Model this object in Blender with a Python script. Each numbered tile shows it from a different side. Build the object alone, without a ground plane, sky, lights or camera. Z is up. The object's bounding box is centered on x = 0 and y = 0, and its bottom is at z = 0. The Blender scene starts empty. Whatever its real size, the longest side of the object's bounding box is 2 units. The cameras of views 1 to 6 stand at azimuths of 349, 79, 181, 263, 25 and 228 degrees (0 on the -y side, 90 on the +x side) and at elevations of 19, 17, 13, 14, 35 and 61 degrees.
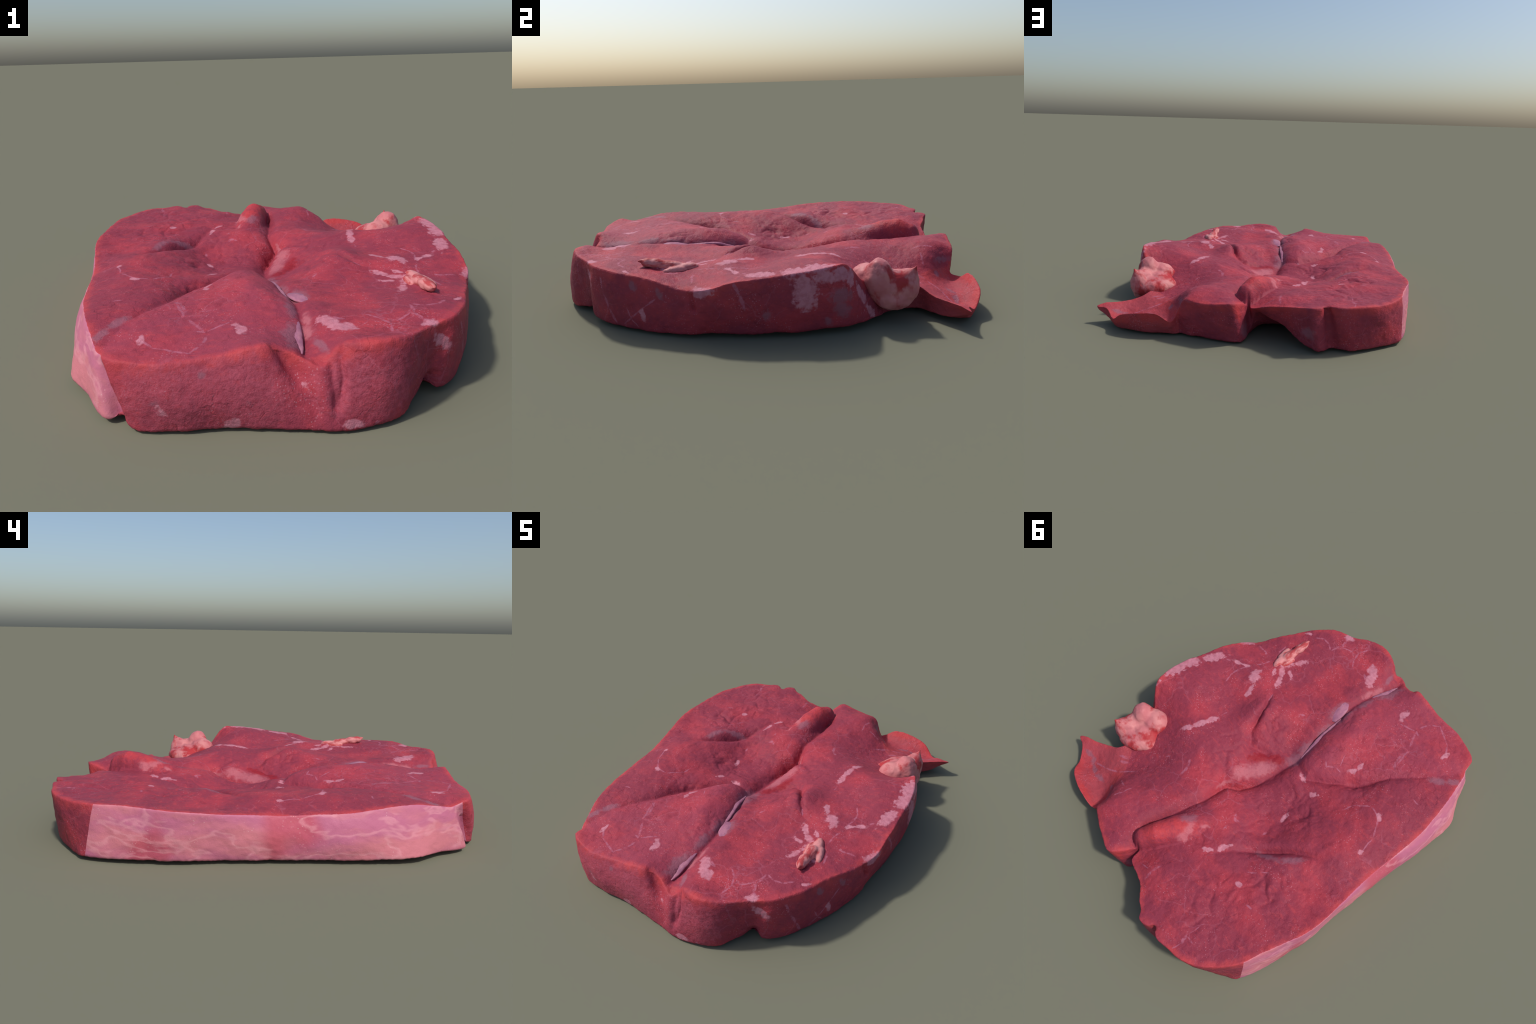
# A thick raw beef steak: one slab of several muscles with deep seams, a pink
# silverskin on one flank, a thin flap, a fat knob and a gristle nub.
import bpy, bmesh, math
from mathutils import Matrix
import numpy as np
from mathutils import Vector, noise
from mathutils.geometry import delaunay_2d_cdt

# ---------------------------------------------------------------- profile
# Stations round the rim: top edge (x, y, z), foot (x, y, z), belly of the wall
RIM = [
    # front face
    ((-.715, -.775, .221), (-.645, -.845, .003), .010),
    ((-.580, -.845, .217), (-.500, -.886, .003), .020),
    ((-.410, -.859, .224), (-.395, -.899, .006), .024),
    ((-.295, -.875, .247), (-.270, -.932, .003), .020),
    ((-.238, -.881, .251), (-.195, -.955, .003), .012),
    # slot where the two front muscles part, with a wedge of flesh in it
    ((-.190, -.872, .228), (-.155, -.966, .003), .016),
    ((-.148, -.886, .208), (-.120, -.976, .003), .016),
    ((-.090, -.925, .185), (-.085, -.988, .004), .014),
    ((-.060, -.905, .200), (-.062, -.993, .004), .014),
    ((-.030, -.912, .245), (-.040, -.996, .004), .012),
    ((.004, -.934, .253), (.002, -1.00, .003), .010),
    ((.083, -.955, .264), (.080, -.992, .006), .014),
    ((.180, -.935, .261), (.155, -.966, .010), .012),
    ((.260, -.889, .255), (.205, -.918, .018), .006),
    ((.310, -.870, .256), (.262, -.878, .026), .004),
    ((.367, -.846, .258), (.330, -.870, .018), .010),
    # right face
    ((.424, -.795, .256), (.408, -.812, .010), .014),
    ((.469, -.742, .252), (.465, -.745, .008), .014),
    ((.529, -.640, .241), (.535, -.650, .006), .012),
    ((.594, -.548, .222), (.602, -.530, .010), .012),
    ((.624, -.494, .205), (.630, -.470, .012), .012),
    ((.686, -.399, .220), (.645, -.390, .014), .014),
    ((.711, -.304, .249), (.672, -.300, .014), .016),
    ((.725, -.235, .258), (.695, -.220, .012), .016),
    ((.739, -.125, .268), (.715, -.130, .018), .016),
    ((.756, -.037, .281), (.730, -.060, .016), .018),
    ((.756, .063, .290), (.738, .060, .022), .018),
    ((.739, .155, .295), (.740, .180, .024), .018),
    ((.715, .205, .245), (.722, .240, .026), .014),
    ((.665, .260, .190), (.690, .310, .026), .010),
    ((.640, .350, .165), (.640, .380, .022), .000),
    ((.610, .460, .140), (.600, .470, .018), .000),
    ((.625, .530, .128), (.615, .540, .018), .000),
    # flap
    ((.692, .568, .102), (.680, .572, .020), .000),
    ((.767, .606, .097), (.748, .612, .024), .000),
    ((.818, .624, .098), (.800, .640, .045), .000),
    ((.858, .650, .085), (.848, .658, .070), .000),
    ((.800, .675, .083), (.785, .680, .030), .000),
    ((.752, .733, .050), (.738, .724, .003), .004),
    ((.690, .790, .092), (.665, .772, .008), .008),
    ((.600, .824, .115), (.570, .800, .006), .008),
    ((.500, .841, .120), (.478, .806, .006), .004),
    ((.436, .836, .082), (.420, .806, .006), .000),
    ((.412, .795, .100), (.392, .796, .006), .000),
    # back face
    ((.370, .826, .188), (.340, .820, .006), .004),
    ((.281, .869, .190), (.258, .845, .006), .004),
    ((.200, .896, .197), (.190, .868, .004), .004),
    ((.125, .913, .209), (.100, .888, .003), .000),
    ((.078, .856, .195), (.064, .856, .005), .000),
    ((.050, .790, .165), (.040, .770, .030), .000),
    ((.030, .850, .170), (.010, .805, .135), .000),
    ((-.050, .874, .189), (-.062, .835, .112), .000),
    ((-.111, .894, .196), (-.130, .860, .085), .000),
    ((-.171, .937, .211), (-.190, .908, .042), .000),
    ((-.219, .961, .217), (-.240, .950, .020), .000),
    ((-.248, .988, .226), (-.292, .982, .010), .004),
    ((-.290, .983, .227), (-.335, .955, .008), .000),
    ((-.320, .962, .229), (-.362, .932, .008), .000),
    ((-.371, .980, .232), (-.402, .934, .006), .004),
    ((-.431, .971, .229), (-.450, .948, .006), .004),
    ((-.511, .957, .232), (-.524, .922, .008), .004),
    ((-.582, .922, .232), (-.603, .880, .008), .004),
    ((-.654, .847, .228), (-.662, .842, .008), .002),
    # silverskin flank
    ((-.708, .758, .231), (-.712, .800, .012), .002),
    ((-.729, .678, .231), (-.756, .665, .014), .008),
    ((-.761, .578, .228), (-.775, .550, .014), .010),
    ((-.796, .466, .223), (-.795, .430, .014), .006),
    ((-.804, .322, .212), (-.792, .300, .012), .006),
    ((-.794, .120, .197), (-.805, .100, .012), .018),
    ((-.801, -.069, .196), (-.818, -.060, .014), .018),
    ((-.811, -.263, .205), (-.842, -.260, .014), .022),
    ((-.794, -.440, .223), (-.858, -.450, .020), .008),
    ((-.779, -.530, .223), (-.852, -.530, .024), .004),
    ((-.754, -.640, .206), (-.792, -.640, .018), .006),
    ((-.741, -.695, .199), (-.735, -.775, .010), .006),
    ((-.730, -.716, .201), (-.692, -.792, .012), -.004),
    ((-.724, -.748, .213), (-.666, -.818, .010), -.004),
]

# Grooves and hollows in the walls: points (x, y, z, depth, half width)
GROOVES = [
    [(-.215, -.875, .245, .014, .020), (-.160, -.905, .150, .020, .024), (-.112, -.950, .070, .012, .020)],
    [(-.045, -.915, .240, .015, .012), (-.036, -.955, .150, .018, .014), (-.055, -.975, .080, .014, .014)],
    [(.282, -.868, .070, .022, .020), (.268, -.868, .020, .030, .028)],
    [(-.325, .965, .230, .018, .012), (-.345, .965, .120, .022, .018), (-.362, .955, .010, .016, .02)],
    [(-.705, -.760, .140, .012, .010), (-.685, -.795, .010, .026, .016)],
    [(.640, -.455, .190, .030, .012), (.655, -.450, .130, .022, .010)],
    [(.735, .215, .250, .012, .012), (.750, .235, .130, .014, .014), (.740, .270, .06, .01, .014)],
]

# Seams and cracks on the cut face: points (x, y, depth, half width)
SEAMS = [
    # main seam, front slot to back notch
    [(-.125, -.870, .02, .02), (-.110, -.800, .035, .028), (-.080, -.699, .030, .028), (-.065, -.559, .026, .024),
     (-.067, -.427, .030, .024), (-.070, -.280, .030, .022), (-.094, -.151, .026, .026),
     (-.060, -.009, .035, .036), (-.039, .108, .045, .036), (.005, .205, .080, .030), (.050, .250, .070, .026),
     (.045, .400, .040, .030), (.085, .552, .040, .028), (.105, .680, .045, .024), (.070, .786, .03, .02)],
    # seam between the two left muscles
    [(-.100, -.110, .02, .03), (-.201, -.070, .035, .028), (-.301, -.147, .035, .028), (-.422, -.255, .040, .028),
     (-.501, -.385, .022, .026), (-.634, -.532, .006, .02)],
    # gully in the left muscle
    [(-.194, .575, .006, .02), (-.272, .458, .012, .022), (-.336, .375, .035, .024), (-.400, .314, .055, .026),
     (-.465, .254, .040, .024), (-.544, .201, .014, .022), (-.630, .155, .003, .02)],
    # crack beside the middle lobe
    [(.290, -.282, .004, .012), (.236, -.180, .026, .011), (.215, -.110, .045, .013), (.193, -.041, .028, .026),
     (.134, .010, .028, .03), (.053, -.030, .02, .02)],
]
# Swellings: (points (x, y, height, half width))
SWELLS = [
    [(-.15, -.55, .010, .08), (-.20, -.35, .020, .09), (-.20, -.22, .018, .06)],
    [(.10, -.25, .010, .09), (.05, -.15, .008, .05)],
    [(.405, -.43, .010, .025), (.412, -.50, .020, .022), (.405, -.58, .018, .018)],
]
# Measured heights of the cut face
HEIGHTS = [
    # left muscles
    (-.604, -.689, .221), (-.296, -.708, .230), (-.462, -.813, .220), (-.406, -.694, .222), (-.136, -.733, .218),
    (-.480, -.440, .227), (-.353, -.300, .216), (-.683, -.374, .229), (-.617, -.178, .234), (-.467, -.104, .207),
    (-.298, -.042, .169), (-.187, -.073, .164), (-.281, .149, .143), (-.287, .279, .152), (-.686, .017, .223),
    (-.723, .389, .209), (-.536, .585, .230), (-.422, .552, .223), (-.416, .467, .209), (-.358, .361, .158),
    (-.399, .313, .157), (-.483, .319, .222), (-.143, .339, .196), (-.239, .456, .203), (-.164, .564, .207),
    (-.454, .885, .233), (-.092, .822, .211), (-.65, .22, .208),
    # right muscles
    (-.025, -.707, .238), (.049, -.820, .241), (.150, -.887, .252), (.124, -.739, .241), (.285, -.720, .255),
    (-.033, -.495, .224), (.082, -.309, .226), (.291, -.291, .232), (.303, -.324, .226), (.365, -.146, .232),
    (.451, -.329, .245), (.436, -.279, .252), (.504, -.310, .244), (.522, -.439, .229), (.598, -.453, .222),
    (.612, -.256, .247), (.668, -.204, .262), (.518, -.128, .242), (.581, .012, .282), (.230, -.146, .236),
    (.366, .010, .224), (.430, .208, .236), (.242, .349, .209), (.330, .633, .204), (.532, .280, .190),
    (.501, .369, .165), (.544, .470, .125), (.415, -.36, .242),
    (.120, -.500, .220), (.130, -.580, .222), (.400, .420, .158), (.255, .200, .226),
    (-.250, -.530, .246), (-.400, .060, .192), (-.630, .130, .226), (-.520, .730, .220), (-.140, -.300, .236),
    # seam floor
    (-.050, -.190, .172), (-.085, -.350, .205),
    (-.103, -.134, .165), (-.035, -.139, .150), (.024, .101, .145), (.005, .225, .125),
    # flap
    (.432, .542, .140), (.457, .720, .098), (.670, .709, .048), (.550, .760, .066), (.620, .620, .085), (.59, .68, .076),
    (.410, .700, .170), (.375, .750, .187),
]
# The roll of flesh beside the main seam: (x, y, crest height, half width)
ROLL = [(.066, .742, .258, .046), (.035, .690, .284, .052), (.000, .610, .270, .062), (-.040, .500, .238, .066), (-.075, .380, .202, .066), (-.070, .280, .165, .055)]

# Where the cut face is wrinkled: centre and reach
WRINKLED = [(-.55, .45, .14), (.25, .10, .14), (-.30, .08, .22), (-.20, .50, .20), (-.25, -.45, .20), (-.42, .72, .20), (.10, -.15, .14), (.10, .20, .12), (-.45, -.25, .14)]

# Fat flecks, veins and membranes in the surface: kind, half width, points on it
STREAKS = [
    # moist: pale wash brightening the front face where the scan was lit
    ("painted_light", .0900, [(-.600, -.860, .110), (-.420, -.895, .105), (-.260, -.915, .110)]),
    ("painted_light", .0800, [(-.030, -.960, .120), (.120, -.980, .130)]),
    ("red", .0500, [(.060, .735, .250), (.000, .610, .270), (-.060, .520, .235)]),
    ("red", .0200, [(.100, .905, .200), (.085, .870, .120)]),
    ("red", .0300, [(.600, .820, .110), (.480, .830, .110)]), ("red", .0250, [(.740, .740, .050), (.660, .800, .100)]),
    ("fat", 0.0231, [(.456, -.300, .254), (.415, -.251, .252)]),
    ("fat", 0.0116, [(.447, -.327, .249), (.436, -.277, .256)]),
    ("fat", 0.0125, [(.396, -.242, .250), (.365, -.145, .237)]),
    ("fat", 0.0139, [(.374, -.435, .238), (.345, -.386, .233), (.307, -.326, .228)]),
    ("fat", 0.0093, [(.341, -.451, .237), (.301, -.424, .233)]),
    ("fat", 0.0214, [(.423, -.424, .246), (.432, -.502, .248), (.427, -.560, .251)]),
    ("fat", 0.0141, [(.395, -.438, .247), (.357, -.505, .241), (.320, -.573, .247)]),
    ("fat", 0.0093, [(.396, -.396, .239), (.385, -.364, .240)]),
    ("fat", 0.0045, [(.285, -.288, .237), (.256, -.211, .243)]),
    ("fat", 0.0094, [(.608, -.258, .251), (.541, -.274, .250), (.504, -.307, .248)]),
    ("fat", 0.0047, [(.501, -.305, .249), (.533, -.238, .251), (.532, -.178, .247), (.513, -.126, .246)]),
    ("fat", 0.0083, [(.630, -.232, .257), (.614, -.237, .254)]),
    ("fat", 0.0298, [(.733, .087, .297), (.734, -.012, .288), (.719, -.085, .279)]),
    ("fat", 0.0234, [(.707, -.117, .273), (.651, -.243, .258)]),
    ("fat", 0.0054, [(.592, -.446, .230), (.552, -.443, .232), (.517, -.437, .234)]),
    ("fat", 0.0048, [(.486, -.567, .243), (.476, -.478, .236)]),
    ("fat", 0.0047, [(.462, -.420, .240), (.470, -.381, .243), (.495, -.326, .246)]),
    ("fat", 0.0159, [(.293, -.855, .257), (.263, -.867, .256)]),
    ("fat", 0.0073, [(.287, -.850, .257), (.269, -.832, .255), (.263, -.784, .258), (.281, -.712, .257)]),
    ("fat", 0.0054, [(.284, -.715, .257), (.322, -.740, .257), (.366, -.744, .260), (.407, -.718, .258)]),
    ("fat", 0.0086, [(.470, -.696, .253), (.448, -.716, .255)]),
    ("fat", 0.0042, [(.251, -.781, .257), (.195, -.809, .249)]),
    ("fat", 0.0048, [(.143, -.885, .253), (.163, -.826, .251), (.148, -.770, .246), (.120, -.734, .246)]),
    ("fat", 0.0211, [(.043, -.812, .244), (.000, -.777, .241), (-.021, -.714, .242)]),
    ("fat", 0.0082, [(.043, -.746, .245), (.001, -.719, .244)]),
    ("lilac", 0.0225, [(-.036, -.525, .229), (-.039, -.476, .221), (-.036, -.426, .217)]),
    ("fat", 0.0136, [(-.287, -.742, .236), (-.301, -.670, .234)]),
    ("fat", 0.0055, [(.085, -.296, .230), (.066, -.316, .227)]),
    ("fat", 0.0095, [(-.330, -.251, .214), (-.356, -.291, .218), (-.360, -.345, .224)]),
    ("fat", 0.0048, [(-.220, -.198, .233), (-.240, -.184, .222), (-.273, -.218, .220), (-.301, -.220, .212)]),
    ("fat", 0.0032, [(-.287, -.234, .220), (-.259, -.296, .234)]),
    ("fat", 0.0081, [(-.453, -.538, .229), (-.459, -.469, .232), (-.486, -.428, .230)]),
    ("fat", 0.0106, [(-.166, -.078, .174), (-.202, -.060, .167)]),
    ("pale", 0.0323, [(.068, .173, .165), (.024, .092, .151), (-.019, .002, .145)]),
    ("pale", 0.0096, [(.070, .314, .169), (.051, .203, .147)]),
    ("fat", 0.0124, [(.434, .240, .231), (.400, .180, .243), (.380, .103, .239), (.361, .049, .229)]),
    ("fat", 0.0044, [(.362, .016, .229), (.360, -.010, .228)]),
    ("fat", 0.0084, [(.260, .317, .216), (.238, .342, .213), (.228, .405, .210)]),
    ("fat", 0.0056, [(.388, .396, .183), (.369, .378, .193)]),
    ("fat", 0.0054, [(.330, .633, .208), (.331, .684, .222), (.351, .727, .217)]),
    ("fat", 0.0055, [(.431, .646, .156), (.375, .655, .197)]),
    ("lilac", 0.0092, [(.772, .678, .078), (.710, .662, .064), (.681, .694, .050), (.602, .711, .061), (.532, .702, .069)]),
    ("fat", 0.0064, [(.677, .672, .056), (.591, .655, .073), (.507, .620, .107), (.424, .549, .146)]),
    ("fat", 0.0084, [(.586, .557, .118), (.533, .533, .120)]),
    ("fat", 0.0083, [(.566, .581, .108), (.514, .553, .119)]),
    ("lilac", 0.0181, [(.010, .552, .254), (-.029, .500, .242)]),
    ("pale", 0.0197, [(-.062, .618, .230), (-.072, .585, .225), (-.053, .539, .245)]),
    ("pale", 0.0079, [(-.078, .511, .232), (-.101, .475, .216)]),
    ("fat", 0.0101, [(-.169, .571, .212), (-.202, .541, .210)]),
    ("fat", 0.0123, [(-.218, .512, .208), (-.238, .458, .206)]),
    ("fat", 0.0080, [(-.129, .329, .199), (-.152, .352, .201), (-.166, .342, .196)]),
    ("fat", 0.0045, [(-.153, .403, .210), (-.153, .417, .211)]),
    ("fat", 0.0083, [(-.109, .856, .208), (-.101, .815, .218), (-.109, .767, .218)]),
    ("fat", 0.0032, [(-.072, .821, .210), (-.019, .827, .184)]),
    ("fat", 0.0120, [(-.418, .554, .227), (-.427, .552, .227)]),
    ("fat", 0.0054, [(-.527, .587, .235), (-.546, .584, .235)]),
    ("fat", 0.0051, [(-.405, .476, .211), (-.428, .457, .212)]),
    ("fat", 0.0069, [(-.288, .293, .159), (-.288, .271, .154)]),
    ("fat", 0.0030, [(-.447, .431, .215), (-.472, .413, .221)]),
    ("fat", 0.0079, [(-.448, .866, .235), (-.464, .910, .236)]),
    ("fat", 0.0039, [(-.461, .873, .235), (-.492, .873, .236)]),
    ("fat", 0.0030, [(-.453, .861, .234), (-.459, .777, .235)]),
    ("fat", 0.0030, [(-.464, .910, .236), (-.454, .955, .233)]),
    ("fat", 0.0093, [(-.682, .024, .226), (-.687, .014, .226)]),
    ("fat", 0.0045, [(-.689, .023, .225), (-.674, -.075, .230), (-.644, -.134, .235), (-.617, -.176, .237)]),
    ("fat", 0.0046, [(-.617, -.176, .237), (-.555, -.190, .235), (-.486, -.134, .217), (-.466, -.076, .207)]),
    ("fat", 0.0112, [(-.606, -.187, .238), (-.629, -.167, .235)]),
    ("fat", 0.0136, [(-.296, -.037, .173), (-.303, -.044, .175)]),
    ("fat", 0.0103, [(-.292, .182, .149), (-.278, .114, .150)]),
    ("fat", 0.0105, [(-.602, -.664, .226), (-.606, -.711, .223)]),
    ("fat", 0.0053, [(-.605, -.687, .226), (-.571, -.749, .222), (-.452, -.820, .222)]),
    ("fat", 0.0053, [(-.312, -.653, .231), (-.402, -.690, .226), (-.431, -.677, .226)]),
    ("fat", 0.0065, [(-.402, -.690, .226), (-.458, -.569, .230), (-.477, -.446, .232)]),
    ("fat", 0.0062, [(-.672, -.374, .233), (-.693, -.372, .232)]),
    ("fat", 0.0054, [(-.462, -.807, .224), (-.419, -.766, .227), (-.400, -.712, .225)]),
    ("lilac", 0.0149, [(-.168, -.852, .220), (-.106, -.670, .226), (-.093, -.546, .232)]),
    ("lilac", 0.0234, [(-.084, -.533, .225), (-.067, -.398, .191), (-.082, -.272, .175)]),
    ("lilac", 0.0328, [(-.082, -.272, .175), (-.087, -.156, .162), (-.079, -.090, .139)]),
    ("pale", 0.0150, [(-.071, -.724, .217), (-.059, -.638, .226)]),
    ("lilac", 0.0083, [(-.057, -.890, .211), (-.079, -.782, .213)]),
    ("lilac", 0.0128, [(-.334, .379, .160), (-.455, .340, .223), (-.545, .232, .213)]),
    ("lilac", 0.0128, [(-.640, -.515, .230), (-.713, -.582, .222), (-.752, -.636, .210)]),
    ("blood", 0.0217, [(.080, .056, .168), (.026, -.026, .155), (-.030, -.065, .150)]),
    ("fat", 0.0063, [(.405, -.819, .237), (.427, -.813, .166)]),
    ("fat", 0.0068, [(.427, -.813, .166), (.442, -.794, .096), (.450, -.767, .025)]),
    ("fat", 0.0044, [(.471, -.741, .022), (.540, -.655, .115), (.575, -.594, .167)]),
    ("fat", 0.0040, [(.499, -.719, .110), (.510, -.702, .062), (.519, -.676, .026)]),
    ("fat", 0.0130, [(.540, -.656, .106), (.542, -.652, .056)]),
    ("fat", 0.0080, [(.710, -.296, .251), (.723, -.271, .202), (.723, -.254, .140)]),
    ("fat", 0.0170, [(.644, -.452, .200), (.696, -.371, .219)]),
    ("lilac", 0.0106, [(.733, -.170, .126), (.728, -.166, .093)]),
    ("lilac", 0.0084, [(.575, -.587, .206), (.591, -.570, .166)]),
    ("fat", 0.0164, [(.289, -.878, .219), (.355, -.866, .155)]),
    ("lilac", 0.0108, [(.509, -.688, .219), (.518, -.681, .195)]),
    ("fat", 0.0415, [(.759, -.022, .249), (.764, -.012, .158)]),
    ("fat", 0.0228, [(.762, .024, .273), (.758, .103, .257), (.743, .163, .271)]),
    ("fat", 0.0162, [(.740, .176, .264), (.750, .178, .215)]),
    ("lilac", 0.0231, [(.765, .101, .179), (.758, .159, .171)]),
    ("lilac", 0.0195, [(.762, .114, .144), (.754, .162, .086)]),
    ("fat", 0.0137, [(.727, .206, .208), (.715, .259, .103), (.694, .302, .047)]),
    ("lilac", 0.0098, [(.753, .074, .079), (.746, .096, .044)]),
    ("fat", 0.0091, [(.731, -.034, .285), (.731, .064, .296), (.725, .121, .297)]),
    ("fat", 0.0136, [(-.131, -.890, .141), (-.099, -.932, .091)]),
    ("fat", 0.0128, [(-.038, -.987, .030), (.013, -.994, .029)]),
    ("fat", 0.0080, [(.058, -.994, .021)]),
    ("fat", 0.0101, [(-.563, -.861, .094), (-.543, -.868, .071)]),
    ("lilac", 0.0062, [(-.311, -.904, .105), (-.301, -.909, .089)]),
    ("fat", 0.0141, [(-.369, -.902, .021), (-.347, -.905, .033)]),
    ("lilac", 0.0062, [(-.588, -.853, .099), (-.558, -.862, .115)]),
    ("lilac", 0.0180, [(-.148, -.742, .224), (-.144, -.793, .215), (-.133, -.826, .203)]),
    ("pale", 0.0187, [(-.082, -.702, .208), (-.080, -.766, .210)]),
    ("lilac", 0.0076, [(-.443, -.866, .178), (-.424, -.867, .185)]),
    ("lilac", 0.0214, [(.070, .856, .089), (.056, .829, .027)]),
    ("lilac", 0.0082, [(.465, .701, .107), (.448, .700, .124)]),
    ("lilac", 0.0180, [(-.228, .951, .100), (-.263, .984, .099)]),
    ("lilac", 0.0100, [(.415, .703, .169), (.386, .810, .163)]),
]


def catmull(points, step):
    """Closed centripetal-like spline through the stations, resampled evenly on the first three columns."""
    P = np.array(points, float)
    n = len(P)
    dense = []
    for i in range(n):
        a, b, c, d = P[i - 1], P[i], P[(i + 1) % n], P[(i + 2) % n]
        la, lb, lc = (max(np.linalg.norm((q - p)[:3]), 1e-4) ** .5 for p, q in ((a, b), (b, c), (c, d)))
        m1 = (c - b) + lb * ((b - a) / la - (c - a) / (la + lb))
        m2 = (c - b) + lb * ((d - c) / lc - (d - b) / (lb + lc))
        for t in np.linspace(0, 1, 24, endpoint=False):
            t2, t3 = t * t, t * t * t
            dense.append((2 * t3 - 3 * t2 + 1) * b + (t3 - 2 * t2 + t) * m1 + (3 * t2 - 2 * t3) * c + (t3 - t2) * m2)
    D = np.array(dense + dense[:1])
    L = np.concatenate([[0], np.cumsum(np.linalg.norm(np.diff(D[:, :3], axis=0), axis=1))])
    s = np.linspace(0, L[-1], int(L[-1] / step), endpoint=False)
    return np.stack([np.interp(s, L, D[:, k]) for k in range(D.shape[1])], 1)


def along(p, line, dim=2):
    """Distance to a polyline and the other columns interpolated at the nearest point."""
    line = np.array(line, float)
    best = np.full(len(p), 1e9)
    other = np.zeros((len(p), line.shape[1] - dim))
    for a, b in zip(line[:-1], line[1:]):
        d = b[:dim] - a[:dim]
        t = np.clip(((p - a[:dim]) @ d) / (d @ d), 0, 1)
        r = np.linalg.norm(p - a[:dim] - t[:, None] * d, axis=1)
        w = r < best
        best[w] = r[w]
        other[w] = a[dim:] + t[w, None] * (b[dim:] - a[dim:])
    return best, other


def relief(xy):
    z = np.zeros(len(xy))
    for line in SEAMS:
        r, o = along(xy, line)
        z -= o[:, 0] * np.exp(-(r / o[:, 1]) ** 1.25)
    for line in SWELLS:
        r, o = along(xy, line)
        z += o[:, 0] * np.exp(-(r / o[:, 1]) ** 2)
    return z


class Plate:
    """Thin-plate spline through scattered heights."""
    def __init__(self, pts, soft=1e-5):
        self.p = pts[:, :2]
        n = len(pts)
        A = np.zeros((n + 3, n + 3))
        A[:n, :n] = self.phi(np.linalg.norm(self.p[:, None] - self.p[None], axis=2)) + soft * np.eye(n)
        A[:n, n] = 1
        A[:n, n + 1:] = self.p
        A[n:, :n] = A[:n, n:].T
        self.w = np.linalg.solve(A, np.concatenate([pts[:, 2], np.zeros(3)]))

    @staticmethod
    def phi(r):
        r = np.maximum(r, 1e-9)
        return r * r * np.log(r)

    def __call__(self, xy):
        out = self.w[-3] + xy @ self.w[-2:]
        for i, c in enumerate(self.p):
            out = out + self.w[i] * self.phi(np.linalg.norm(xy - c, axis=1))
        return out


def smooth_max(a, b, k):
    h = np.clip(.5 + .5 * (a - b) / k, 0, 1)
    return b + (a - b) * h + k * h * (1 - h)


STEP = .0065
ring = catmull([t + f + (b,) for t, f, b in RIM], STEP)
N = len(ring)
TOP, FOOT, BELLY = ring[:, :3], ring[:, 3:6], ring[:, 6]
_anchor = np.concatenate([TOP[::5], np.array(HEIGHTS)])
_anchor = _anchor.copy()
_anchor[:, 2] -= relief(_anchor[:, :2])
_base = Plate(_anchor)


def cut_height(xy):
    z = _base(xy) + relief(xy)
    r, o = along(xy, ROLL)
    q = r / (o[:, 1] * 1.2)
    cap = o[:, 0] - .085 + .085 * np.sqrt(np.clip(1 - q ** 2, 0, 1)) - .5 * np.clip(q - 1, 0, None)
    return smooth_max(z, cap, .014)


def inside(xy, outline):
    c = np.zeros(len(xy), bool)
    x, y = xy.T
    for a, b in zip(outline, np.roll(outline, -1, 0)):
        if a[1] == b[1]:
            continue
        hit = ((a[1] > y) != (b[1] > y)) & (x < (b[0] - a[0]) * (y - a[1]) / (b[1] - a[1]) + a[0])
        c ^= hit
    return c


def fill(outline, step):
    """Triangulate the inside of an outline with an even grid of points."""
    lo, hi = outline.min(0), outline.max(0)
    gx = np.arange(lo[0], hi[0], step)
    gy = np.arange(lo[1], hi[1], step * .866)
    X, Y = np.meshgrid(gx, gy)
    X = X + (np.arange(len(gy)) % 2)[:, None] * step / 2
    P = np.stack([X.ravel(), Y.ravel()], 1)
    P = P[inside(P, outline)]
    keep = np.ones(len(P), bool)
    for i in range(0, len(P), 4000):
        d = np.full(len(P[i:i + 4000]), 1e9)
        for j in range(0, len(outline), 200):
            q = outline[j:j + 200]
            d = np.minimum(d, ((P[i:i + 4000, None] - q[None]) ** 2).sum(2).min(1))
        keep[i:i + 4000] = d > (step * .6) ** 2
    P = P[keep]
    n = len(outline)
    verts = [Vector(v) for v in np.concatenate([outline, P])]
    v, e, f, ov, oe, of = delaunay_2d_cdt(verts, [(i, (i + 1) % n) for i in range(n)], [list(range(n))], 1, 1e-6)
    origin = [o[0] if o else None for o in ov]
    return np.array([tuple(q) for q in v]), origin, f, n


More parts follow.
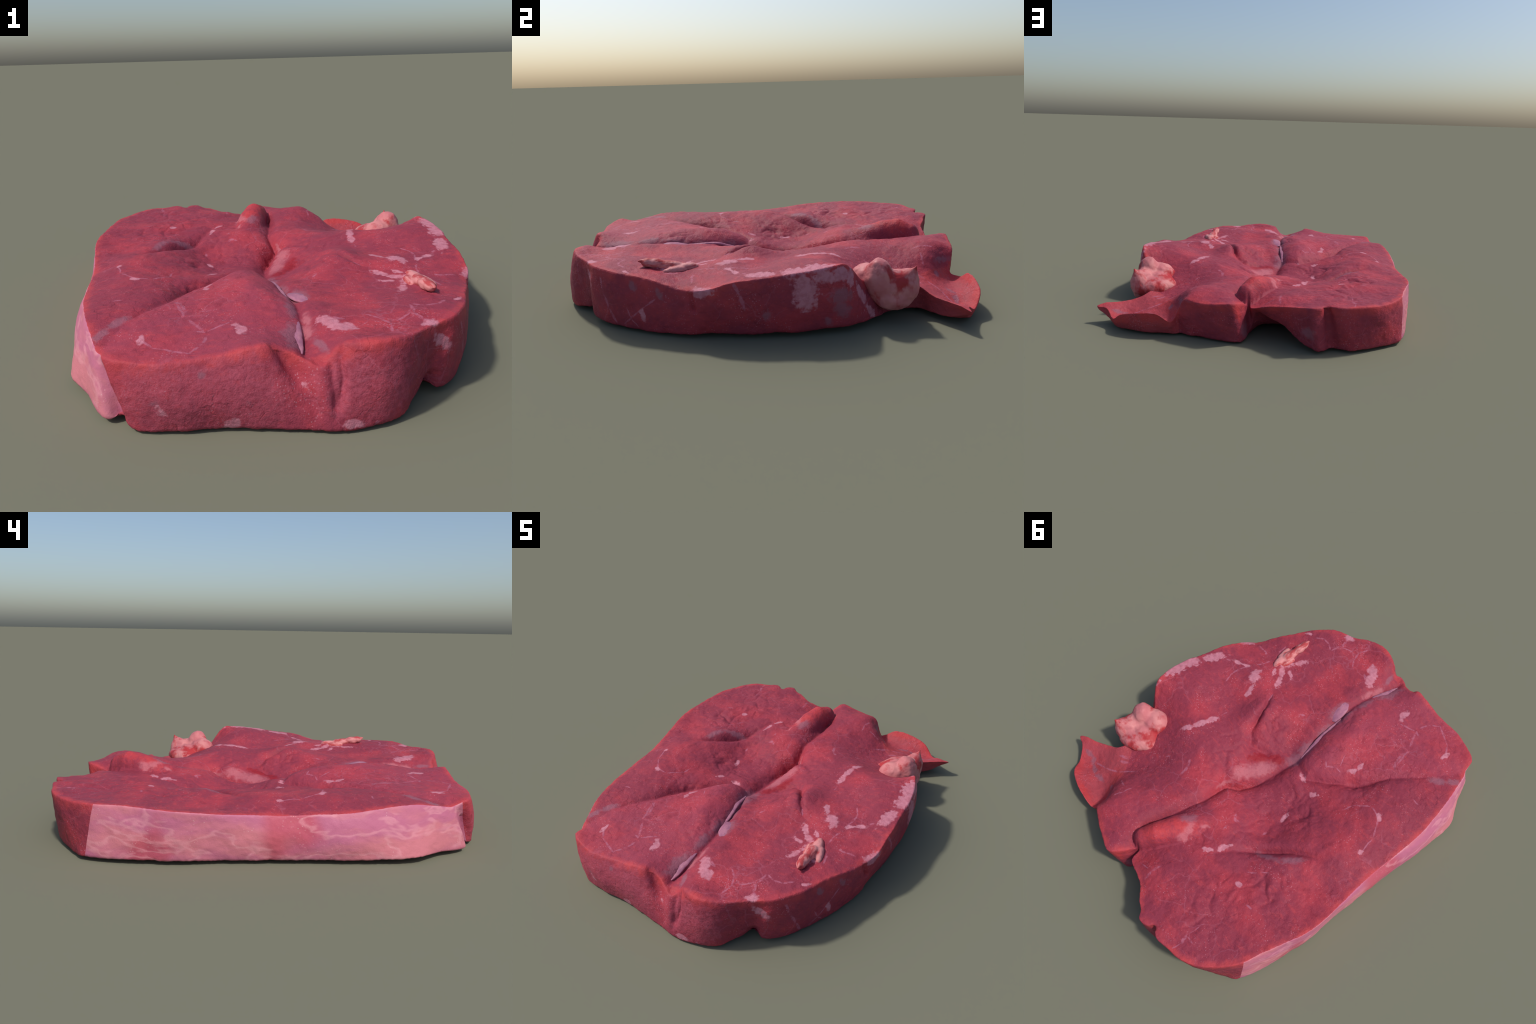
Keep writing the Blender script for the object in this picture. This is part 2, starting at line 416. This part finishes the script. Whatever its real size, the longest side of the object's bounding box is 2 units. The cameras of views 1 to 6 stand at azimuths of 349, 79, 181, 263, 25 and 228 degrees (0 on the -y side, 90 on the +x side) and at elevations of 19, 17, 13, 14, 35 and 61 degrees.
def build_body():
    verts, faces = [], []
    tv, origin, tf, n = fill(TOP[:, :2], STEP * .95)
    z = cut_height(tv)
    index = {}
    zs = {}
    for i, (p, o) in enumerate(zip(tv, origin)):
        index[i] = len(verts)
        if o is not None and o < n:
            zs[o] = len(verts)
            verts.append((p[0], p[1], TOP[o, 2]))
        else:
            verts.append((p[0], p[1], z[i]))
    top_ring = [zs[i] for i in range(n)]
    faces += [tuple(index[i] for i in f) for f in tf]
    flank = [0] * len(faces)
    rows = 30
    tangent = np.roll(FOOT + TOP, -1, 0) - np.roll(FOOT + TOP, 1, 0)
    out = np.stack([tangent[:, 1], -tangent[:, 0]], 1)
    out /= np.linalg.norm(out, axis=1)[:, None] + 1e-9
    last = top_ring
    for r in range(1, rows + 1):
        s = r / rows
        p = TOP * (1 - s) + FOOT * s
        p[:, :2] += out * (BELLY * math.sin(math.pi * s))[:, None]
        now = list(range(len(verts), len(verts) + n))
        verts += [tuple(q) for q in p]
        for i in range(n):
            j = (i + 1) % n
            faces.append((last[i], now[i], now[j], last[j]))
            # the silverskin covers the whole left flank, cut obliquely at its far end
            skin = -.745 < TOP[i, 1] < .762 and TOP[i, 0] < -.68
            flank.append(int(skin))
        last = now
    foot_ring = last
    bv, origin, bf, n = fill(FOOT[:, :2], STEP * 2)
    sole = Plate(np.concatenate([FOOT[::8], np.array([(-.45, .6, .004), (-.4, 0, .004), (-.3, -.5, .003), (.2, -.6, .003), (.4, -.1, .003), (.2, .4, .010), (.0, .35, .012), (0, .62, .014), (-.12, .62, .010), (-.05, .70, .045), (.55, .05, .006)])]))
    z = np.maximum(sole(bv), 0)
    index = {}
    for i, (p, o) in enumerate(zip(bv, origin)):
        if o is not None and o < n:
            index[i] = foot_ring[o]
        else:
            index[i] = len(verts)
            verts.append((p[0], p[1], z[i]))
    faces += [tuple(index[i] for i in f)[::-1] for f in bf]
    flank += [0] * (len(faces) - len(flank))
    me = bpy.data.meshes.new("body")
    me.from_pydata(verts, [], faces)
    tag = me.attributes.new("flank", "INT", "FACE")
    tag.data.foreach_set("value", flank)
    me.validate()
    bm = bmesh.new()
    bm.from_mesh(me)
    bmesh.ops.recalc_face_normals(bm, faces=bm.faces)
    bm.verts.ensure_lookup_table()
    edge = [bm.verts[i] for i in top_ring + foot_ring]
    near = set(edge)
    for _ in range(1):
        near |= {e.other_vert(v) for v in list(near) for e in v.link_edges}
    near = sorted(near, key=lambda v: v.index)
    for _ in range(2):
        bmesh.ops.smooth_vert(bm, verts=near, factor=.5, use_axis_x=True, use_axis_y=True, use_axis_z=True)
    # lumpy flesh: soft displacement along the normals
    bm.normal_update()
    bm.verts.index_update()
    move = np.zeros(len(bm.verts))
    for v in bm.verts:
        p = v.co
        d = .0030 * noise.fractal(p * 14, 1.0, 2.0, 3) + .0010 * noise.fractal(p * 60 + Vector((3, 1, 7)), 1.0, 2.0, 2)
        m = max(0, max((math.exp(-((p.x - x) ** 2 + (p.y - y) ** 2) / r ** 2) * (.55 + .9 * noise.noise(p * 7)) for x, y, r in WRINKLED)))
        if v.normal.z > .3 and m > .05:
            q = Vector((p.x, p.y, .3 * p.z)) * 8.5 + .55 * noise.noise_vector(p * 11)
            f = noise.voronoi(q)[0]
            d += .0070 * m * noise.fractal(p * 17 + Vector((9, 4, 2)), 1.0, 2.0, 2)
            d -= .0100 * m * math.exp(-(f[1] - f[0]) * 6)
            f = noise.voronoi(q * 2.3 + Vector((5, 2, 0)))[0]
            d -= .0022 * m * math.exp(-(f[1] - f[0]) * 5)
        move[v.index] = d
    co = np.array([v.co for v in bm.verts])
    for line in GROOVES:
        pick = np.abs(co - np.array(line)[:, :3].mean(0)).max(1) < .25
        r, o = along(co[pick], line, 3)
        move[pick] -= o[:, 0] * np.exp(-(r / o[:, 1]) ** 2)
    bm.verts.ensure_lookup_table()
    for v in bm.verts:
        v.co += v.normal * move[v.index]
    low = min(v.co.z for v in bm.verts)
    for v in bm.verts:
        v.co.z -= low
    bm.to_mesh(me)
    bm.free()
    me.polygons.foreach_set("use_smooth", [True] * len(me.polygons))
    return me



# ---------------------------------------------------------------- parts
def inside_line(xy, line, corners):
    return inside(xy, np.array([p[:2] for p in line] + corners))


def split_body(me):
    """Cut the body along its seams into muscles, silverskin and flap, keeping the smooth normals."""
    nf, nv = len(me.polygons), len(me.vertices)
    c = np.zeros(nf * 3)
    me.polygons.foreach_get("center", c)
    c = c.reshape(-1, 3)
    xy = c[:, :2]
    flank = np.zeros(nf, int)
    me.attributes["flank"].data.foreach_get("value", flank)
    normals = np.zeros(nv * 3)
    me.vertices.foreach_get("normal", normals)
    normals = normals.reshape(-1, 3)
    co = np.zeros(nv * 3)
    me.vertices.foreach_get("co", co)
    co = co.reshape(-1, 3)
    main = [(-.06, -1.2)] + [(-.055, -.93)] + [p[:2] for p in SEAMS[0]] + [(.05, .83), (.04, 1.2)]
    right = inside_line(xy, main, [(1.5, 1.2), (1.5, -1.2)])
    front = inside_line(xy, [(-.08, -.14)] + SEAMS[1] + [(-.75, -.72)], [(-1.5, -.8), (-1.5, -1.5), (.5, -1.5), (.5, -.2)]) & ~right
    r, o = along(xy, ROLL)
    roll = (r < o[:, 1] * 1.12) & (c[:, 2] > .12) & (xy[:, 1] > .33) & ~right
    lip = inside_line(xy, [(.395, .95), (.395, .80), (.44, .70), (.48, .60), (.56, .50), (.66, .44), (1.2, .44), (1.2, 1.2)], [(.395, 1.2)])
    which = np.zeros(nf, int)
    which[front] = 1
    which[right] = 2
    which[roll] = 3
    which[lip] = 4
    which[flank == 1] = 5
    names = ["muscle", "muscle", "muscle", "muscle", "flap", "silverskin"]
    out = []
    tris = [tuple(p.vertices) for p in me.polygons]
    for k, name in enumerate(names):
        pick = np.nonzero(which == k)[0]
        used = sorted({v for f in pick for v in tris[f]})
        new = {v: i for i, v in enumerate(used)}
        m = bpy.data.meshes.new(name)
        m.from_pydata([tuple(co[v]) for v in used], [], [tuple(new[v] for v in tris[f]) for f in pick])
        m.polygons.foreach_set("use_smooth", [True] * len(pick))
        m.normals_split_custom_set_from_vertices([tuple(normals[v]) for v in used])
        out.append((name, m, co[used]))
    return out


def lump(name, blobs, voxel, rough, seed, soften=6):
    """Organic lump: ellipsoids (centre, radii, lean about z) fused by a remesh, then smoothed and roughened."""
    bm = bmesh.new()
    for centre, radii, lean in blobs:
        g = bmesh.ops.create_icosphere(bm, subdivisions=4, radius=1)
        ca, sa = math.cos(lean), math.sin(lean)
        for v in g["verts"]:
            x, y, z = (a * b for a, b in zip(v.co, radii))
            v.co = Vector((centre[0] + ca * x - sa * y, centre[1] + sa * x + ca * y, centre[2] + z))
    me = bpy.data.meshes.new(name)
    bm.to_mesh(me)
    bm.free()
    helper = bpy.data.objects.new(name, me)
    bpy.context.scene.collection.objects.link(helper)
    mod = helper.modifiers.new("fuse", "REMESH")
    mod.mode, mod.voxel_size = "VOXEL", voxel
    sm = helper.modifiers.new("soften", "SMOOTH")
    sm.factor, sm.iterations = .5, soften
    done = bpy.data.meshes.new_from_object(helper.evaluated_get(bpy.context.evaluated_depsgraph_get()))
    bpy.data.objects.remove(helper)
    bpy.data.meshes.remove(me)
    done.name = name
    bm = bmesh.new()
    bm.from_mesh(done)
    bm.normal_update()
    for v in bm.verts:
        p = v.co * 26 + Vector((seed, 0, 0))
        v.co += v.normal * rough * noise.fractal(p, 1.0, 2.0, 3)
    bm.to_mesh(done)
    bm.free()
    done.polygons.foreach_set("use_smooth", [True] * len(done.polygons))
    return done


# ---------------------------------------------------------------- materials
class Nodes:
    def __init__(self, name):
        self.material = bpy.data.materials.new(name)
        self.material.use_nodes = True
        self.t = self.material.node_tree
        self.bsdf = self.t.nodes["Principled BSDF"]
        self.P = self.t.nodes.new("ShaderNodeTexCoord").outputs["Object"]

    def put(self, socket, value):
        if hasattr(value, "is_output"):
            self.t.links.new(value, socket)
        else:
            socket.default_value = value

    def node(self, kind, out, _set={}, **inputs):
        n = self.t.nodes.new("ShaderNode" + kind)
        for k, v in _set.items():
            setattr(n, k, v)
        for k, v in inputs.items():
            key = int(k[1:]) if k[0] == "i" and k[1:].isdigit() else k.replace("_", " ")
            self.put(n.inputs[key], v)
        return n.outputs[out]

    def math(self, op, a, b=0.0, clamp=False):
        return self.node("Math", 0, {"operation": op, "use_clamp": clamp}, i0=a, i1=b)

    def noise(self, scale, detail=3.0, rough=.55, P=None, out=0, distortion=0.0):
        return self.node("TexNoise", out, Vector=self.P if P is None else P, Scale=scale, Detail=detail, Roughness=rough, Distortion=distortion)

    def step(self, x, lo, hi):
        return self.node("MapRange", 0, {"interpolation_type": "SMOOTHSTEP"}, Value=x, From_Min=lo, From_Max=hi)

    def mix(self, f, a, b):
        n = self.t.nodes.new("ShaderNodeMix")
        n.data_type = "RGBA"
        self.put(n.inputs[0], f)
        for i, v in ((6, a), (7, b)):
            self.put(n.inputs[i], v if hasattr(v, "is_output") else (*v, 1))
        return n.outputs[2]

    def stretch(self, scale, rotation=(0, 0, 0), P=None):
        return self.node("Mapping", 0, Vector=self.P if P is None else P, Scale=scale, Rotation=rotation)

    def warp(self, amount, scale, detail=2.0):
        n = self.noise(scale, detail, out=1)
        v = self.node("VectorMath", 0, {"operation": "SUBTRACT"}, i0=n, i1=(.5, .5, .5))
        v = self.node("VectorMath", 0, {"operation": "SCALE"}, i0=v, Scale=amount)
        return self.node("VectorMath", 0, {"operation": "ADD"}, i0=self.P, i1=v)

    def field(self, streaks, P):
        """Largest closeness to any of the streaks: 1 on its middle line, 0 at its edge."""
        best = None
        for centre, turn, size in streaks:
            q = self.node("Mapping", 0, {"vector_type": "TEXTURE"}, Vector=P, Location=centre, Rotation=turn, Scale=size)
            g = self.node("TexGradient", 1, {"gradient_type": "SPHERICAL"}, Vector=q)
            best = g if best is None else self.math("MAXIMUM", best, g)
        return best


def place_streaks(tree):
    """Turn each streak into ellipsoids lying in the surface: (kind, centre, turn, half axes)."""
    out = []
    for kind, width, pts in STREAKS:
        for a, b in zip(pts[:-1], pts[1:]) if len(pts) > 1 else [(pts[0], pts[0])]:
            a, b = Vector(a), Vector(b)
            mid = (a + b) / 2
            n = tree.find_nearest(mid)[1]
            d = b - a
            length = d.length
            if length < 1e-4:
                d = n.orthogonal()
            d = (d - n * d.dot(n)).normalized()
            m = Matrix((d, n.cross(d), n)).transposed()
            k = "vein" if kind == "fat" and width < .0085 else kind
            if k == "vein":
                size = (length / 2 + .011, width * 1.3, .030)
            else:
                size = (length / 2 + width * 1.6, width * (2.2 if k == "lilac" else 1.75), .030 + width * .5)
            out.append((k, tuple(mid), tuple(m.to_euler("XYZ")), size))
    return out


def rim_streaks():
    """A bright coral band along the upper edge."""
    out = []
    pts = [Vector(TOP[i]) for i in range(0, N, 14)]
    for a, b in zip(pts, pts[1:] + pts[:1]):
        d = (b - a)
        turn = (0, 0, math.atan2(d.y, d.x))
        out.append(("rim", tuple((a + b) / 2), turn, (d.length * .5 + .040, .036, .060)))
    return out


def touching(streaks, co):
    """The streaks that reach the given points."""
    from mathutils import Euler
    keep = []
    for k, centre, turn, size in streaks:
        q = (co - np.array(centre)) @ np.array(Euler(turn).to_matrix()) / np.array(size)
        if (np.einsum("ij,ij->i", q, q) < 1.1).any():
            keep.append((k, centre, turn, size))
    return keep


FAT, PALE, LILAC, VEIN = (.56, .225, .285), (.46, .14, .17), (.270, .095, .132), (.42, .125, .185)
DUSKY, RED, DEEP, RIMRED = (.258, .038, .063), (.385, .045, .064), (.165, .016, .028), (.490, .058, .066)


def finish(n, colour, bump_scale=40., bump=.42, rough=.55, sunk=None):
    fine = n.noise(bump_scale, 5.0, .6)
    grain = n.noise(230., 2.0)
    h = n.math("ADD", fine, n.math("MULTIPLY", grain, .22))
    if sunk is not None:
        h = n.math("SUBTRACT", h, n.math("MULTIPLY", sunk, .16))
    b = n.node("Bump", 0, Strength=bump, Distance=.012, Height=h)
    n.put(n.bsdf.inputs["Normal"], b)
    n.put(n.bsdf.inputs["Base Color"], colour)
    n.put(n.bsdf.inputs["Roughness"], rough)
    n.put(n.bsdf.inputs["Specular IOR Level"], .13)
    return n.material


def flesh(streaks, name="flesh", dusky=DUSKY, red=RED):
    n = Nodes(name)
    patch = n.step(n.noise(4.5, 4.0, .6), .42, .68)
    c = n.mix(patch, dusky, red)
    # muscle fibre and a faint net of membranes
    fibre = n.noise(60., 4.0, .65, n.stretch((.35, 1.0, 1.0), (0, 0, .9)))
    c = n.mix(n.math("MULTIPLY", n.step(fibre, .50, .72), .40), c, RIMRED)
    c = n.mix(n.math("MULTIPLY", n.step(n.noise(19., 5.0, .68), .53, .74), .36), c, DEEP)
    # short dark creases between the fibre bundles
    crease = n.node("TexVoronoi", 0, {"feature": "DISTANCE_TO_EDGE"}, Vector=n.warp(.035, 26., 3.0), Scale=19.)
    crease = n.math("MULTIPLY", n.math("SUBTRACT", 1.0, n.step(crease, .004, .075)), n.step(n.noise(6.5, 3.0), .50, .64))
    c = n.mix(n.math("MULTIPLY", crease, .24), c, (.150, .014, .024))
    w = n.warp(.12, 8., 3.0)
    edge = n.node("TexVoronoi", 0, {"feature": "DISTANCE_TO_EDGE"}, Vector=w, Scale=7.5)
    net = n.math("MULTIPLY", n.math("SUBTRACT", 1.0, n.step(edge, .003, .028)), n.step(n.noise(3.3, 2.0), .48, .66))
    c = n.mix(n.math("MULTIPLY", net, .26), c, (.43, .13, .19))
    spot = n.node("TexVoronoi", 0, Vector=n.P, Scale=95.)  # tiny wet highlights painted as pale dots
    dots = n.math("MULTIPLY", n.math("SUBTRACT", 1.0, n.step(spot, .12, .28)), n.step(n.noise(9., 2.0), .46, .66))
    c = n.mix(n.math("MULTIPLY", dots, .55), c, (.52, .22, .28))
    thin = n.warp(.010, 28.)
    wide = n.warp(.034, 24., 3.0)
    ragged = n.math("MULTIPLY", n.math("SUBTRACT", n.noise(48., 2.5, .55), .5), 1.3)
    worn = n.step(n.noise(55., 3.0), .28, .55)
    groups = {}
    for k, *rest in streaks:
        groups.setdefault(k, []).append(rest)
    for kind, colour, lo, hi, top in (("rim", RIMRED, .0, .80, .85), ("red", (.50, .050, .055), .0, .9, .75), ("painted_light", (.415, .085, .125), .0, .50, .62), ("blood", (.26, .006, .010), .0, .5, .6), ("lilac", LILAC, .0, .70, .80), ("pale", PALE, .0, .75, .70), ("vein", VEIN, .05, .60, .72), ("fat", FAT, .14, .52, .82)):
        if kind in groups:
            f = n.field(groups[kind], wide if kind in ("fat", "pale") else thin)
            if kind != "rim":
                f = n.math("ADD", f, n.math("MULTIPLY", ragged, n.step(f, 0.0, .15)))
            m = n.step(f, lo, hi)
            if kind == "painted_light":
                m = n.math("MULTIPLY", m, n.step(n.noise(100., 3.0, .6), .22, .66))
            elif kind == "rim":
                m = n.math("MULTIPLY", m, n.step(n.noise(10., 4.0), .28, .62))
            elif kind == "vein":
                m = n.math("MULTIPLY", m, worn)
            elif kind == "fat":
                colour = n.mix(n.step(n.noise(45., 3.0), .40, .66), colour, (.47, .165, .215))
            c = n.mix(n.math("MULTIPLY", m, top), c, colour)
    return finish(n, c, sunk=crease)


def silverskin():
    n = Nodes("silverskin")
    w = n.warp(.10, 5.)
    sheet = n.noise(5., 4.0, .6, n.stretch((1.0, .45, 1.6), P=w))
    c = n.mix(n.step(sheet, .36, .62), (.47, .140, .225), (.57, .185, .220))
    c = n.mix(n.math("MULTIPLY", n.step(n.noise(3.2, 2.0, .5), .56, .70), .70), c, (.46, .070, .100))
    fold = n.noise(7., 3.0, .55, n.stretch((1.0, .45, 1.3), (.35, 0, 0), w))
    line = n.math("SUBTRACT", 1.0, n.step(n.math("ABSOLUTE", n.math("SUBTRACT", fold, .5)), .0, .045))
    c = n.mix(n.math("MULTIPLY", line, .42), c, (.70, .31, .35))
    spot = n.node("TexVoronoi", 0, Vector=n.P, Scale=85.)  # glints on the skin, coloured in as light specks
    dots = n.math("MULTIPLY", n.math("SUBTRACT", 1.0, n.step(spot, .12, .24)), n.step(n.noise(7., 2.0), .50, .66))
    c = n.mix(n.math("MULTIPLY", dots, .5), c, (.68, .40, .42))
    return finish(n, c, 30., .25, .45)


def knob_fat():
    n = Nodes("pink_fat")
    c = n.mix(n.step(n.noise(11., 3.0), .35, .65), (.58, .215, .215), (.50, .150, .165))
    c = n.mix(n.step(n.noise(9.5, 4.0, .6, n.stretch((1, 1, .7))), .48, .62), c, (.40, .038, .045))
    return finish(n, c, 40., .2, .45)


def gristle():
    n = Nodes("gristle")
    c = n.mix(n.step(n.noise(24., 3.0, .6, n.stretch((1.6, .5, 1.6))), .42, .62), (.60, .23, .23), (.42, .06, .065))
    return finish(n, c, 60., .25, .45)


# ---------------------------------------------------------------- assembly
steak = bpy.data.objects.new("raw_steak", None)
bpy.context.scene.collection.objects.link(steak)
steak["label"] = "thick raw red beef steak with fat and marbling"
steak["category"] = "raw meat"


def add(name, mesh, material):
    mesh.materials.clear()
    mesh.materials.append(material)
    o = bpy.data.objects.new(name, mesh)
    o.parent = steak
    bpy.context.scene.collection.objects.link(o)
    return o


body = build_body()
bm = bmesh.new()
bm.from_mesh(body)
from mathutils.bvhtree import BVHTree
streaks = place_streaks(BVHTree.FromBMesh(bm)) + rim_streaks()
bm.free()
tints = [(DUSKY, RED), ((.300, .046, .075), (.385, .048, .070)), (DUSKY, RED), (DUSKY, RED)]  # second pair lightened to match the light on the front muscle
for name, mesh, co in split_body(body):
    if name == "silverskin":
        add(name, mesh, silverskin())
    elif name == "flap":
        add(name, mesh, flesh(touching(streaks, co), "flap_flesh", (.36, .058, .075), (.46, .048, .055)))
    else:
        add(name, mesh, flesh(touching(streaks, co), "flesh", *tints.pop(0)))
bpy.data.meshes.remove(body)

add("fat_knob", lump("fat_knob", [
    ((.600, .305, .180), (.082, .072, .064), .3),
    ((.660, .330, .190), (.062, .064, .096), .3),
    ((.670, .400, .155), (.060, .085, .080), 0),
    ((.685, .448, .158), (.050, .055, .078), .3),
    ((.700, .468, .205), (.018, .022, .044), 0),
    ((.705, .476, .232), (.008, .010, .026), 0),
    ((.605, .430, .138), (.102, .075, .056), .5),
    ((.682, .395, .112), (.050, .090, .056), 0),
    ((.610, .372, .155), (.090, .080, .056), 0),
    ((.560, .385, .140), (.075, .080, .042), 0),
], .005, .004, 3.0, 34), knob_fat())

def on_cut(x, y, up):
    return (x, y, float(cut_height(np.array([(x, y)]))[0]) + up)


def membrane():
    n = Nodes("membrane")
    c = n.mix(n.step(n.noise(22., 3.0, .6, n.stretch((1.5, .6, 1.5))), .36, .64), (.33, .125, .195), (.47, .19, .25))
    c = n.mix(n.math("MULTIPLY", n.step(n.noise(15., 2.0), .55, .68), .5), c, (.26, .10, .16))
    return finish(n, c, 50., .2, .45)


# strands and pads of connective tissue lying in the main seam
def strand(points, wide, high, lean=0.0):
    """Closely spaced flat blobs along a line on the cut face."""
    p = np.array(points)
    t = np.linspace(0, len(p) - 1, 22)
    x, y = (np.interp(t, range(len(p)), p[:, k]) for k in (0, 1))
    taper = .45 + .55 * np.sin(np.pi * (t + .15) / (len(p) - .7))
    return [(on_cut(a, b, -.002), (wide * k, .022, high * k), lean) for a, b, k in zip(x, y, taper)]


add("membrane", lump("membrane", strand([(-.074, -.440), (-.082, -.340), (-.090, -.250), (-.094, -.160)], .015, .0075), .0025, .0015, 5.0, 10), membrane())
add("membrane", lump("membrane", strand([(-.030, -.530), (-.036, -.490), (-.050, -.430)], .034, .0085, .2), .0025, .0020, 7.0, 10), membrane())
add("membrane", lump("membrane", strand([(-.132, -.830), (-.124, -.760), (-.100, -.680)], .022, .0080), .0025, .0020, 11.0, 10), membrane())

add("gristle_nub", lump("gristle_nub", [
    ((.425, -.460, .240), (.026, .060, .020), .1),
    ((.448, -.500, .240), (.020, .060, .016), .2),
    ((.412, -.530, .252), (.026, .060, .022), -.1),
    ((.390, -.480, .238), (.018, .050, .014), -.2),
    ((.404, -.585, .264), (.026, .040, .022), 0),
    ((.402, -.618, .270), (.022, .028, .020), 0),
    ((.401, -.645, .279), (.008, .016, .007), 0),
], .0035, .003, 9.0, 14), gristle())
